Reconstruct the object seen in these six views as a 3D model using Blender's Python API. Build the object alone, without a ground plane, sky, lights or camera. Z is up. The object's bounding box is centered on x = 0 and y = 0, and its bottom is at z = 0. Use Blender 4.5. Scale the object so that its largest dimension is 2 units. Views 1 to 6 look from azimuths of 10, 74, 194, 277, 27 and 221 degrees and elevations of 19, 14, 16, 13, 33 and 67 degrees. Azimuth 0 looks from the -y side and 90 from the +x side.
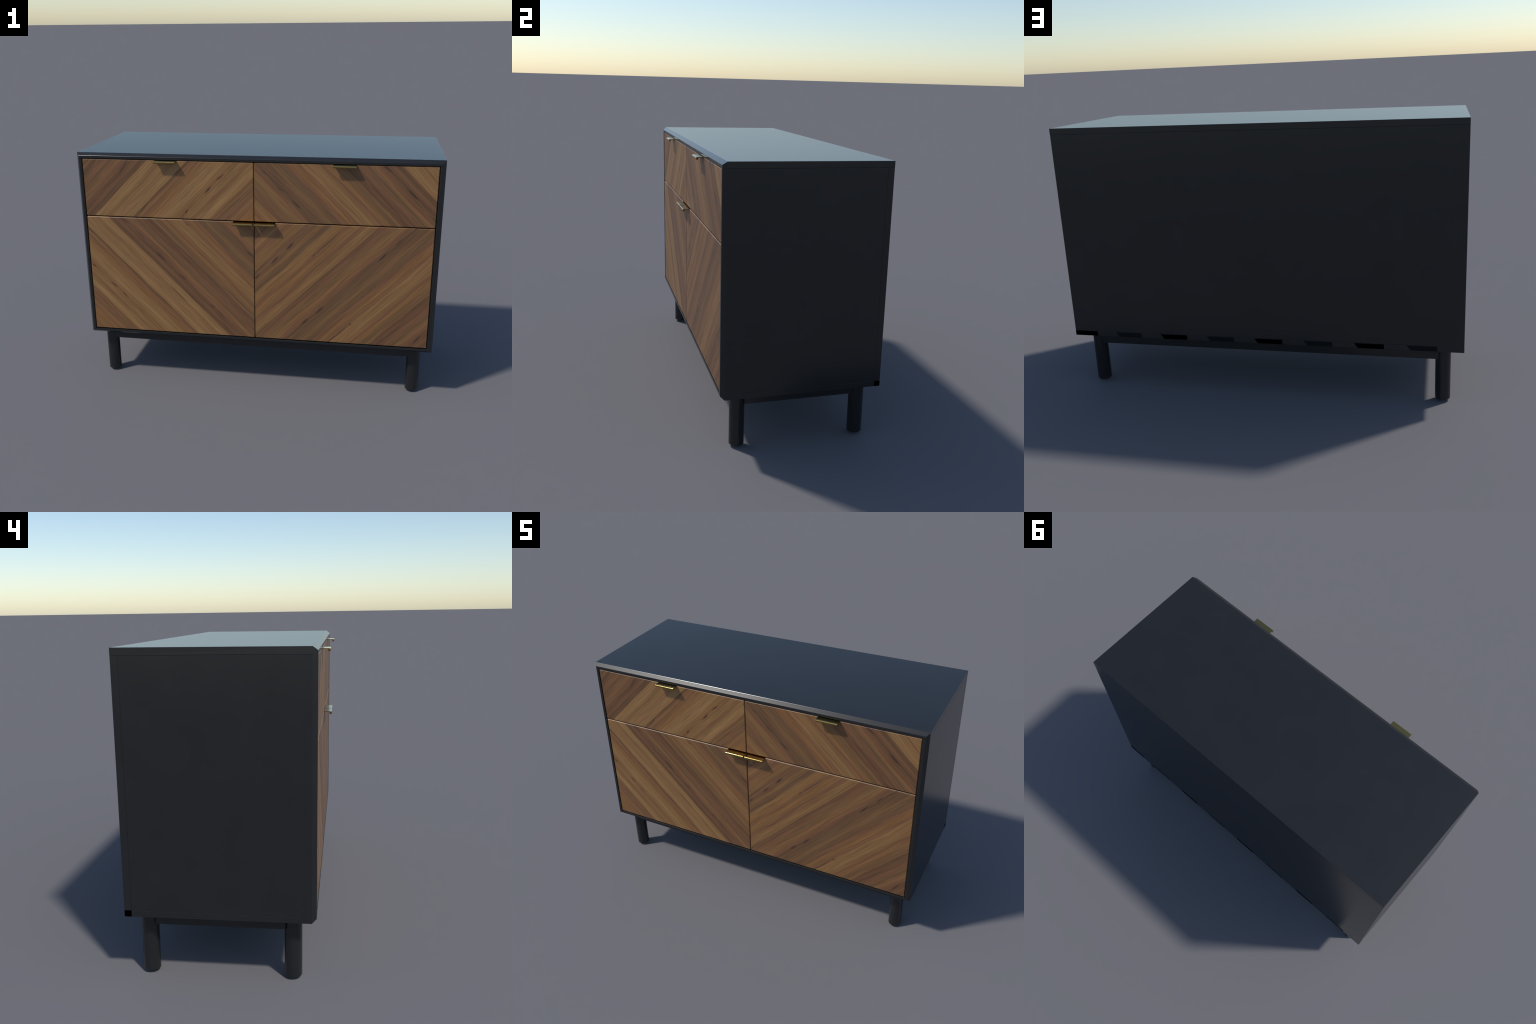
# Sideboard: black carcass, four walnut-veneer fronts (two drawers over two doors),
# brass edge pulls, four round legs joined by a rail frame.
import bpy, bmesh, math
from mathutils import Vector

# ------------------------------------------------------------------ sizes (metres)
HALF_W   = 1.0        # carcass half width
Y_FRONT  = -0.3735    # front plane of the carcass
Y_BACK   = 0.4103
Z_TOP    = 1.3687
Z_BOT    = 0.2820
TOP_T    = 0.0300     # top board thickness
BOT_T    = 0.0275
SIDE_T   = 0.0305
BACK_T   = 0.0300
CH_Y     = 0.0190     # chamfer round the front: depth ...
CH_IN    = 0.0155     # ... and inset
FRONT_Y  = -0.3717    # wood face
FRONT_T  = 0.020
Z_SPLIT_DRAWER = 1.0102
Z_SPLIT_DOOR   = 1.0052
Z_FRONT_TOP    = 1.3364
Z_FRONT_BOT    = 0.3138
X_FRONT        = 0.9668
X_MEET         = 0.0016
LEG_X, LEG_Y0, LEG_Y1, LEG_R = 0.905, -0.275, 0.331, 0.0366
LEG_FOOT = 0.0105
RAIL_Z, RAIL_W = 0.2225, 0.058

# ------------------------------------------------------------------ node helpers
class Tree:
    def __init__(self, nt):
        self.nt = nt
    def n(self, kind, **kw):
        nd = self.nt.nodes.new(kind)
        for k, v in kw.items():
            setattr(nd, k, v)
        return nd
    def link(self, a, b):
        self.nt.links.new(a, b)
    def put(self, sock, v):
        if isinstance(v, bpy.types.NodeSocket):
            self.link(v, sock)
        else:
            sock.default_value = v
    def math(self, op, a, b=0.0, clamp=False):
        nd = self.n('ShaderNodeMath', operation=op, use_clamp=clamp)
        self.put(nd.inputs[0], a)
        self.put(nd.inputs[1], b)
        return nd.outputs[0]
    def mapr(self, v, a, b, c, d, smooth=False):
        nd = self.n('ShaderNodeMapRange', interpolation_type='SMOOTHSTEP' if smooth else 'LINEAR')
        for i, x in enumerate((v, a, b, c, d)):
            self.put(nd.inputs[i], x)
        return nd.outputs[0]
    def mix(self, fac, a, b, mode='MIX'):
        nd = self.n('ShaderNodeMix', data_type='RGBA', blend_type=mode)
        self.put(nd.inputs[0], fac)
        self.put(nd.inputs[6], a)
        self.put(nd.inputs[7], b)
        return nd.outputs[2]
    def xyz(self, x, y, z):
        nd = self.n('ShaderNodeCombineXYZ')
        for i, v in enumerate((x, y, z)):
            self.put(nd.inputs[i], v)
        return nd.outputs[0]
    def noise(self, vec, scale, detail=2.0, rough=0.5, dist=0.0, out=0):
        nd = self.n('ShaderNodeTexNoise')
        self.link(vec, nd.inputs['Vector'])
        nd.inputs['Scale'].default_value = scale
        nd.inputs['Detail'].default_value = detail
        nd.inputs['Roughness'].default_value = rough
        nd.inputs['Distortion'].default_value = dist
        return nd.outputs[out]
    def ramp(self, fac, stops):
        nd = self.n('ShaderNodeValToRGB')
        cr = nd.color_ramp
        cr.interpolation = 'LINEAR'
        while len(cr.elements) > 1:
            cr.elements.remove(cr.elements[-1])
        cr.elements[0].position = stops[0][0]
        cr.elements[0].color = (*stops[0][1], 1)
        for p, c in stops[1:]:
            e = cr.elements.new(p)
            e.color = (*c, 1)
        self.link(fac, nd.inputs[0])
        return nd.outputs[0]

# ------------------------------------------------------------------ walnut veneer
# One sheet of veneer, coordinate s along the grain and t across it (metres).
# It holds three leaves glued side by side: honey (t<0), dark (0..0.685), mid (>0.685).
WOOD = dict(
    H=(0.288, 0.158, 0.062),   # honey
    L=(0.264, 0.139, 0.054),   # light
    P=(0.256, 0.129, 0.055),   # pinkish light
    M=(0.226, 0.113, 0.044),   # mid
    W=(0.242, 0.116, 0.041),   # warm mid
    N=(0.208, 0.100, 0.041),   # nut brown
    O=(0.190, 0.099, 0.041),   # olive
    R=(0.190, 0.088, 0.041),   # red brown
    D=(0.138, 0.068, 0.032),   # dark
    E=(0.152, 0.078, 0.036),   # dark olive
)
LEAVES = [  # (from, to, stops (t, tone))
    (-0.74, 0.0, [(-0.74, 'R'), (-0.65, 'M'), (-0.60, 'W'), (-0.575, 'R'), (-0.56, 'M'), (-0.54, 'R'),
                  (-0.51, 'O'), (-0.478, 'N'), (-0.468, 'L'), (-0.45, 'H'), (-0.43, 'L'), (-0.415, 'M'),
                  (-0.40, 'N'), (-0.385, 'L'), (-0.365, 'M'), (-0.352, 'W'), (-0.33, 'M'), (-0.30, 'H'),
                  (-0.255, 'L'), (-0.235, 'W'), (-0.205, 'N'), (-0.180, 'N'), (-0.166, 'D'), (-0.158, 'L'),
                  (-0.135, 'H'), (-0.112, 'P'), (-0.085, 'L'), (-0.055, 'M'), (-0.035, 'H'), (0.0, 'L')]),
    (0.0, 0.69, [(0.0, 'R'), (0.006, 'D'), (0.024, 'D'), (0.038, 'R'), (0.055, 'D'), (0.098, 'R'), (0.118, 'M'),
                 (0.13, 'E'), (0.16, 'R'), (0.20, 'D'), (0.218, 'D'), (0.228, 'M'), (0.236, 'E'),
                 (0.258, 'O'), (0.272, 'W'), (0.290, 'R'), (0.312, 'M'), (0.335, 'L'), (0.35, 'M'), (0.374, 'L'), (0.384, 'R'),
                 (0.405, 'W'), (0.435, 'R'), (0.46, 'E'), (0.49, 'O'), (0.52, 'E'), (0.55, 'E'), (0.572, 'R'),
                 (0.605, 'M'), (0.63, 'O'), (0.655, 'R'), (0.69, 'D')]),
    (0.68, 1.18, [(0.68, 'L'), (0.70, 'M'), (0.712, 'L'), (0.722, 'M'), (0.742, 'R'), (0.765, 'M'), (0.785, 'W'), (0.80, 'R'),
                  (0.815, 'M'), (0.838, 'W'), (0.852, 'L'), (0.863, 'M'), (0.867, 'E'), (0.885, 'E'), (0.90, 'M'), (0.915, 'O'),
                  (0.935, 'R'), (0.955, 'E'), (0.97, 'M'), (1.0, 'M'), (1.03, 'R'), (1.06, 'P'), (1.09, 'R'),
                  (1.12, 'O'), (1.15, 'M'), (1.18, 'R')]),
]
SHARP = (0.0, 0.687)
FLECKS = [  # (s, t, half length, half width, strength, tilt degrees)
    (0.476, -0.352, 0.018, 0.0060, 0.9, 8), (0.653, -0.352, 0.030, 0.0065, 1.0, 5), (0.754, -0.349, 0.032, 0.0060, 0.9, -4),
    (0.86, -0.349, 0.10, 0.0040, 0.5, -3), (0.43, -0.356, 0.05, 0.0050, 0.35, 6), (0.90, -0.345, 0.06, 0.006, 0.35, 4),
    (0.31, -0.168, 0.05, 0.0040, 0.7, 3),
    (0.40, 0.065, 0.060, 0.0055, 0.8, 10), (0.55, 0.074, 0.045, 0.0042, 0.8, 0), (0.735, 0.066, 0.050, 0.0080, 1.0, 4),
    (0.66, 0.060, 0.13, 0.0045, 0.45, 2), (0.925, 0.068, 0.040, 0.0065, 0.8, 6), (1.20, 0.072, 0.025, 0.0055, 0.9, 6),
    (1.27, 0.073, 0.045, 0.0050, 0.5, -6), (0.55, 0.118, 0.16, 0.0030, 0.45, 1), (0.99, -0.046, 0.10, 0.0050, 0.75, 0),
    (1.355, 0.551, 0.022, 0.0045, 0.8, 6), (1.30, 0.550, 0.050, 0.0040, 0.6, -4), (1.234, 0.553, 0.032, 0.0042, 0.85, 3),
    (1.114, 0.547, 0.042, 0.0062, 1.0, 3), (1.20, 0.543, 0.10, 0.0050, 0.4, -3),
    (0.645, 0.553, 0.035, 0.0065, 0.9, 4), (0.533, 0.556, 0.030, 0.0085, 0.75, 4), (0.42, 0.552, 0.09, 0.0050, 0.4, -4),
    (0.786, 0.932, 0.036, 0.0085, 1.0, 5), (0.667, 0.932, 0.034, 0.0068, 0.95, 4), (0.526, 0.931, 0.028, 0.0060, 0.8, 4),
    (0.72, 0.925, 0.16, 0.0060, 0.3, 0),
    (0.845, 0.809, 0.014, 0.0060, 0.7, 10), (0.94, 0.807, 0.11, 0.0052, 0.8, 0),
    (0.712, 0.377, 0.010, 0.0055, 0.9, 8), (0.60, 0.378, 0.13, 0.0055, 0.9, 0),
    (0.80, 0.190, 0.16, 0.0060, 0.5, 0),
]

def veneer_group():
    g = bpy.data.node_groups.new('walnut_veneer', 'ShaderNodeTree')
    g.interface.new_socket('Sheet', in_out='INPUT', socket_type='NodeSocketVector')
    g.interface.new_socket('Color', in_out='OUTPUT', socket_type='NodeSocketColor')
    g.interface.new_socket('Height', in_out='OUTPUT', socket_type='NodeSocketFloat')
    T = Tree(g)
    gi, go = T.n('NodeGroupInput'), T.n('NodeGroupOutput')
    sep = T.n('ShaderNodeSeparateXYZ')
    T.link(gi.outputs[0], sep.inputs[0])
    s, t = sep.outputs[0], sep.outputs[1]
    # grain wander: t is bent by slow noise that runs along the grain
    wv = T.xyz(T.math('MULTIPLY', s, 3.2), T.math('MULTIPLY', t, 9.0), 0.0)
    w1 = T.math('SUBTRACT', T.noise(wv, 1.0, 2.0), 0.5)
    wv2 = T.xyz(T.math('MULTIPLY', s, 11.0), T.math('MULTIPLY', t, 40.0), 3.7)
    w2 = T.math('SUBTRACT', T.noise(wv2, 1.0, 1.0), 0.5)
    tw = T.math('ADD', t, T.math('ADD', T.math('MULTIPLY', w1, 0.020), T.math('MULTIPLY', w2, 0.006)))
    # leaves
    cols = []
    for lo, hi, stops in LEAVES:
        f = T.mapr(tw, lo, hi, 0.0, 1.0)
        cols.append(T.ramp(f, [((p - lo) / (hi - lo), WOOD[c]) for p, c in stops]))
    m1 = T.mapr(t, SHARP[0] - 0.0008, SHARP[0] + 0.0008, 0.0, 1.0)
    m2 = T.mapr(t, SHARP[1] - 0.0008, SHARP[1] + 0.0008, 0.0, 1.0)
    col = T.mix(m2, T.mix(m1, cols[0], cols[1]), cols[2])
    # streaks: three widths of figure, all drawn out along the grain
    def streak(ks, kt, seed, detail, rough=0.55):
        return T.noise(T.xyz(T.math('MULTIPLY', s, ks), T.math('MULTIPLY', tw, kt), seed), 1.0, detail, rough)
    broad = streak(1.3, 42.0, 1.3, 2.0)
    medium = streak(2.2, 105.0, 5.1, 2.0)
    fine = streak(5.0, 230.0, 9.7, 2.0, 0.6)
    pores = streak(30.0, 900.0, 2.2, 1.0)
    k = T.math('ADD', T.mapr(broad, 0.25, 0.75, -0.06, 0.06), T.mapr(medium, 0.25, 0.75, -0.14, 0.14))
    k = T.math('ADD', k, T.mapr(fine, 0.25, 0.75, -0.30, 0.30))
    k = T.math('ADD', k, T.mapr(pores, 0.3, 0.7, -0.04, 0.04))
    k = T.math('ADD', k, 1.0)
    col = T.mix(1.0, col, T.xyz(k, k, k), 'MULTIPLY')
    # slow hue drift between red brown and olive
    hue = streak(2.0, 60.0, 14.0, 2.0)
    col = T.mix(1.0, col, T.mix(T.mapr(hue, 0.3, 0.7, 0.0, 1.0), (1.04, 0.98, 0.97, 1), (0.97, 1.015, 1.0, 1)), 'MULTIPLY')
    # thin dark vessel lines
    vl = streak(2.6, 170.0, 21.0, 2.0)
    line = T.mapr(vl, 0.61, 0.72, 0.0, 0.6, True)
    col = T.mix(line, col, (0.105, 0.055, 0.034, 1))
    pale = T.mapr(streak(2.0, 190.0, 33.0, 2.0), 0.64, 0.76, 0.0, 0.35, True)
    col = T.mix(pale, col, (0.36, 0.215, 0.105, 1))
    # flecks and short knots
    vec = T.xyz(s, T.math('ADD', t, T.math('MULTIPLY', w2, 0.010)), 0.0)
    total = None
    for fs, ft, fl, fw, strength, tilt in FLECKS:
        mp = T.n('ShaderNodeMapping', vector_type='TEXTURE')
        T.link(vec, mp.inputs['Vector'])
        mp.inputs['Location'].default_value = (fs, ft, 0)
        mp.inputs['Rotation'].default_value = (0, 0, math.radians(tilt))
        mp.inputs['Scale'].default_value = (fl, fw, 1)
        ln = T.n('ShaderNodeVectorMath', operation='LENGTH')
        T.link(mp.outputs[0], ln.inputs[0])
        f = T.mapr(ln.outputs['Value'], 0.35, 1.2, strength, 0.0, True)
        total = f if total is None else T.math('MAXIMUM', total, f)
    grit = T.mapr(fine, 0.3, 0.6, 1.0, 0.75)
    col = T.mix(T.math('MULTIPLY', T.math('MULTIPLY', total, 0.97), grit), col, (0.045, 0.022, 0.020, 1))
    T.link(col, go.inputs[0])
    T.link(T.math('ADD', fine, T.math('MULTIPLY', medium, 0.6)), go.inputs[1])
    return g

def principled(name):
    m = bpy.data.materials.new(name)
    m.use_nodes = True
    nt = m.node_tree
    return m, Tree(nt), nt.nodes['Principled BSDF']

VENEER = veneer_group()

def veneer_material(name, across, along):
    """across/along: (coefficient of x, coefficient of z, offset) giving t and s on the sheet."""
    m, T, bsdf = principled(name)
    tc = T.n('ShaderNodeTexCoord')
    sep = T.n('ShaderNodeSeparateXYZ')
    T.link(tc.outputs['Object'], sep.inputs[0])
    def lin(c):
        v = T.math('ADD', T.math('MULTIPLY', sep.outputs[0], c[0]), T.math('MULTIPLY', sep.outputs[2], c[1]))
        return T.math('ADD', v, c[2])
    g = T.n('ShaderNodeGroup')
    g.node_tree = VENEER
    T.link(T.xyz(lin(along), lin(across), 0.0), g.inputs[0])
    T.link(g.outputs[0], bsdf.inputs['Base Color'])
    bsdf.inputs['Roughness'].default_value = 0.42
    bsdf.inputs['Specular IOR Level'].default_value = 0.40
    bp = T.n('ShaderNodeBump')
    bp.inputs['Strength'].default_value = 0.05
    bp.inputs['Distance'].default_value = 0.0006
    T.link(g.outputs[1], bp.inputs['Height'])
    T.link(bp.outputs[0], bsdf.inputs['Normal'])
    return m

def black_material():
    m, T, bsdf = principled('black_satin_paint')
    tc = T.n('ShaderNodeTexCoord')
    nz = T.noise(tc.outputs['Object'], 6.0, 3.0)
    T.link(T.ramp(nz, [(0.3, (0.0150, 0.0155, 0.0160)), (0.7, (0.0170, 0.0175, 0.0180))]), bsdf.inputs['Base Color'])
    bsdf.inputs['Roughness'].default_value = 0.22
    bsdf.inputs['Specular IOR Level'].default_value = 0.5
    return m

def brass_material():
    m, T, bsdf = principled('brushed_brass')
    tc = T.n('ShaderNodeTexCoord')
    mp = T.n('ShaderNodeMapping')
    mp.inputs['Scale'].default_value = (8, 300, 300)
    T.link(tc.outputs['Object'], mp.inputs['Vector'])
    nz = T.noise(mp.outputs[0], 1.0, 2.0)
    T.link(T.ramp(nz, [(0.3, (0.36, 0.245, 0.080)), (0.7, (0.40, 0.28, 0.095))]), bsdf.inputs['Base Color'])
    bsdf.inputs['Metallic'].default_value = 1.0
    T.link(T.mapr(nz, 0.3, 0.7, 0.11, 0.14), bsdf.inputs['Roughness'])
    return m

BLACK, BRASS = black_material(), brass_material()
Q = math.sqrt(0.5)
# the sheet is laid at +-45 degrees, cut and turned for each front
DRAWER_L = veneer_material('walnut_drawer_left',  (-Q, Q, -1.365),  (Q, Q, 0.0))
DRAWER_R = veneer_material('walnut_drawer_right', (-Q, -Q, 1.499),  (-Q, Q, 0.49))
KT, KS = 1.23, 1.12
DOOR_L = veneer_material('walnut_door_left', (Q * KT, Q * KT, -0.118 * KT), (Q * KS, -Q * KS, 0.476 + 1.17 * KS))
DOOR_R = veneer_material('walnut_door_right', (-Q, Q, 0.453), (Q, Q, 0.025))

# ------------------------------------------------------------------ mesh helpers
def make_object(name, bm, mat, parent, smooth_angle=None):
    bmesh.ops.recalc_face_normals(bm, faces=bm.faces)
    me = bpy.data.meshes.new(name)
    bm.to_mesh(me)
    bm.free()
    me.materials.append(mat)
    if smooth_angle is not None:
        me.shade_smooth()
        me.set_sharp_from_angle(angle=math.radians(smooth_angle))
    ob = bpy.data.objects.new(name, me)
    bpy.context.scene.collection.objects.link(ob)
    ob.parent = parent
    return ob

def prism(points, axis, a, b):
    """Closed outline in the plane across `axis`, extruded from a to b."""
    bm = bmesh.new()
    def place(p, d):
        if axis == 'x':
            return (d, p[0], p[1])
        if axis == 'y':
            return (p[0], d, p[1])
        return (p[0], p[1], d)
    lo = [bm.verts.new(place(p, a)) for p in points]
    hi = [bm.verts.new(place(p, b)) for p in points]
    n = len(points)
    bm.faces.new(lo)
    bm.faces.new(hi)
    for i in range(n):
        bm.faces.new((lo[i], lo[(i + 1) % n], hi[(i + 1) % n], hi[i]))
    bmesh.ops.recalc_face_normals(bm, faces=bm.faces)
    return bm

def box(x0, x1, y0, y1, z0, z1):
    return prism([(x0, y0), (x1, y0), (x1, y1), (x0, y1)], 'z', z0, z1)

def bevel(bm, width, segments, pick=None):
    edges = [e for e in bm.edges if pick is None or pick(e)]
    bmesh.ops.bevel(bm, geom=edges, offset=width, segments=segments, profile=0.5, affect='EDGES', clamp_overlap=False)

def cut(bm, co, no):
    """Slice off everything beyond the plane and cap it."""
    geom = bm.verts[:] + bm.edges[:] + bm.faces[:]
    r = bmesh.ops.bisect_plane(bm, geom=geom, plane_co=co, plane_no=no, clear_outer=True)
    ed = [e for e in r['geom_cut'] if isinstance(e, bmesh.types.BMEdge)]
    bmesh.ops.edgeloop_fill(bm, edges=ed)

def front_chamfer(bm):
    """The chamfer that runs round the carcass front."""
    y = Y_FRONT + CH_Y
    cut(bm, (0, y, Z_TOP), Vector((0, -CH_IN, CH_Y)))
    cut(bm, (0, y, Z_BOT), Vector((0, -CH_IN, -CH_Y)))
    cut(bm, (HALF_W, y, 0), Vector((CH_Y, -CH_IN, 0)))
    cut(bm, (-HALF_W, y, 0), Vector((-CH_Y, -CH_IN, 0)))
    bmesh.ops.remove_doubles(bm, verts=bm.verts, dist=1e-5)
    bmesh.ops.dissolve_limit(bm, angle_limit=0.002, verts=bm.verts, edges=bm.edges)

# ------------------------------------------------------------------ build
for o in list(bpy.data.objects):
    bpy.data.objects.remove(o, do_unlink=True)

thing = bpy.data.objects.new('sideboard', None)
bpy.context.scene.collection.objects.link(thing)
thing['label'] = 'black sideboard with diagonal walnut drawers, doors and brass pulls'
thing['category'] = 'sideboard'

# carcass
EDGE = 0.0011
def panel(name, dims, chamfered=True):
    bm = box(*dims)
    if chamfered:
        front_chamfer(bm)
    bevel(bm, EDGE, 2, lambda e: e.calc_length() > 0.5)   # long arrises only
    for v in bm.verts:                      # keep the broad faces exactly flat
        for i, planes in enumerate(((-HALF_W, HALF_W), (Y_FRONT, Y_BACK), (Z_TOP, Z_BOT))):
            for p in planes:
                if abs(v.co[i] - p) < 2e-4:
                    v.co[i] = p
    return make_object(name, bm, BLACK, thing)

z_top_in, z_bot_in = Z_TOP - TOP_T, Z_BOT + BOT_T
GAP = 0.0002
panel('top_panel', (-HALF_W, HALF_W, Y_FRONT, Y_BACK, z_top_in + GAP, Z_TOP))
panel('bottom_panel', (-HALF_W, HALF_W, Y_FRONT, Y_BACK, Z_BOT, z_bot_in - GAP))
for sx in (-1, 1):
    x0, x1 = sorted((sx * HALF_W, sx * (HALF_W - SIDE_T)))
    panel('side_panel', (x0, x1, Y_FRONT, Y_BACK - BACK_T - GAP, z_bot_in, z_top_in))
panel('back_panel', (-HALF_W, HALF_W, Y_BACK - BACK_T, Y_BACK, z_bot_in, z_top_in), False)

# thin plates modelling the z-fighting black of overlapping rear boards: dashes and end squares
def mark_material(name, value):
    m, T, bsdf = principled(name)
    tc = T.n('ShaderNodeTexCoord')
    nz = T.noise(tc.outputs['Object'], 20.0, 1.0)
    T.link(T.ramp(nz, [(0.3, (value,) * 3), (0.7, (value * 1.1,) * 3)]), bsdf.inputs['Base Color'])
    bsdf.inputs['Roughness'].default_value = 0.9
    bsdf.inputs['Specular IOR Level'].default_value = 0.0 if value < 0.002 else 0.25
    return m

DEAD, DARK = mark_material('zfight_shade_black', 0.0004), mark_material('zfight_shade_grey', 0.005)
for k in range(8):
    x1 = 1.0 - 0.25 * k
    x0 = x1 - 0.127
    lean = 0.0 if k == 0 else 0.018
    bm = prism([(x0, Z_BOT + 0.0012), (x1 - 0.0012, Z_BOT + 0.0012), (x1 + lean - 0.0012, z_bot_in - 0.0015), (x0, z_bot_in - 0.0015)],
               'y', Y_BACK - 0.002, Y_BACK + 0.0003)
    make_object('zfight_shade_dash', bm, DARK if k % 2 else DEAD, thing)
for sx in (-1, 1):
    xa, xb = sorted((sx * (HALF_W - 0.002), sx * (HALF_W + 0.0003)))
    make_object('zfight_shade_square', box(xa, xb, Y_BACK - BACK_T, Y_BACK - 0.0005, Z_BOT + 0.0005, z_bot_in - 0.0005), DEAD, thing)

# brass pull: a thin tongue lying on the front's top edge with a bead under its lip
def pull_profile(z_top):
    tongue, r = 0.0036, 0.0060
    cy, cz = -0.4103 + r, z_top - 0.0080
    pts = [(-0.3560, z_top), ]
    pts += [(cy + 0.0010, z_top)]
    for i in range(9):
        a = math.pi / 2 * (1 + i / 8)
        pts.append((cy + r * math.cos(a), z_top - r + r * math.sin(a)))
    for i in range(17):
        a = math.pi + (math.pi * 1.25) * (i + 0.3) / 16
        pts.append((cy + r * math.cos(a), cz + r * math.sin(a)))
    pts.append((cy + r * 0.62, z_top - tongue))
    pts.append((cy + r * 0.8, z_top - tongue))
    pts.append((-0.3560, z_top - tongue))
    return pts

def pull(x0, x1, z_top, parent):
    bm = prism(pull_profile(z_top), 'x', x0, x1)
    bevel(bm, 0.0004, 1, lambda e: all(abs(v.co.x - x0) < 1e-6 for v in e.verts) or all(abs(v.co.x - x1) < 1e-6 for v in e.verts))
    return make_object('handle', bm, BRASS, parent, 35)

def front(name, x0, x1, z0, z1, mat):
    bm = box(x0, x1, FRONT_Y, FRONT_Y + FRONT_T, z0, z1)
    bevel(bm, 0.0032, 1)
    return make_object(name, bm, mat, thing)

d_l = front('drawer', -X_FRONT, -X_MEET, Z_SPLIT_DRAWER, Z_FRONT_TOP - 0.0010, DRAWER_L)
d_r = front('drawer', X_MEET, X_FRONT, Z_SPLIT_DRAWER, Z_FRONT_TOP - 0.0010, DRAWER_R)
o_l = front('door', -X_FRONT, -X_MEET, Z_FRONT_BOT, Z_SPLIT_DOOR, DOOR_L)
o_r = front('door', X_MEET, X_FRONT, Z_FRONT_BOT, Z_SPLIT_DOOR, DOOR_R)
PULL_Z = Z_FRONT_TOP + 0.0008
pull(-0.5455, -0.4260, PULL_Z, d_l)
pull(0.4260, 0.5455, PULL_Z, d_r)
pull(-0.1168, -0.0040, Z_SPLIT_DOOR + 0.0006, o_l)
pull(0.0040, 0.1168, Z_SPLIT_DOOR + 0.0006, o_r)

# base frame
def leg(x, y):
    n = 64
    prof = [(0.014, 0.0), (0.014, LEG_FOOT)]            # glide pad, then the turned leg
    rb = 0.0030
    for i in range(5):
        a = i / 4 * math.pi / 2
        prof.append((LEG_R - rb + rb * math.sin(a), LEG_FOOT + rb - rb * math.cos(a)))
    prof.append((LEG_R, LEG_FOOT + 0.006))
    prof.append((LEG_R, Z_BOT))
    bm = bmesh.new()
    rings = []
    for r, z in prof:
        rings.append([bm.verts.new((x + r * math.cos(2 * math.pi * j / n), y + r * math.sin(2 * math.pi * j / n), z)) for j in range(n)])
    for a, b in zip(rings, rings[1:]):
        for j in range(n):
            bm.faces.new((a[j], a[(j + 1) % n], b[(j + 1) % n], b[j]))
    bm.faces.new(rings[0])
    bm.faces.new(rings[-1])
    return make_object('leg', bm, BLACK, thing, 40)

for x in (-LEG_X, LEG_X):
    for y in (LEG_Y0, LEG_Y1):
        leg(x, y)

def rail(x0, x1, y0, y1):
    bm = box(x0, x1, y0, y1, RAIL_Z, Z_BOT - 0.0005)
    bevel(bm, 0.0012, 2)
    return make_object('rail', bm, BLACK, thing)

h = RAIL_W / 2
for y in (LEG_Y0, LEG_Y1):
    rail(-LEG_X, LEG_X, y - h, y + h)
for x in (-LEG_X, LEG_X):
    rail(x - h, x + h, LEG_Y0 + h + 0.001, LEG_Y1 - h - 0.001)
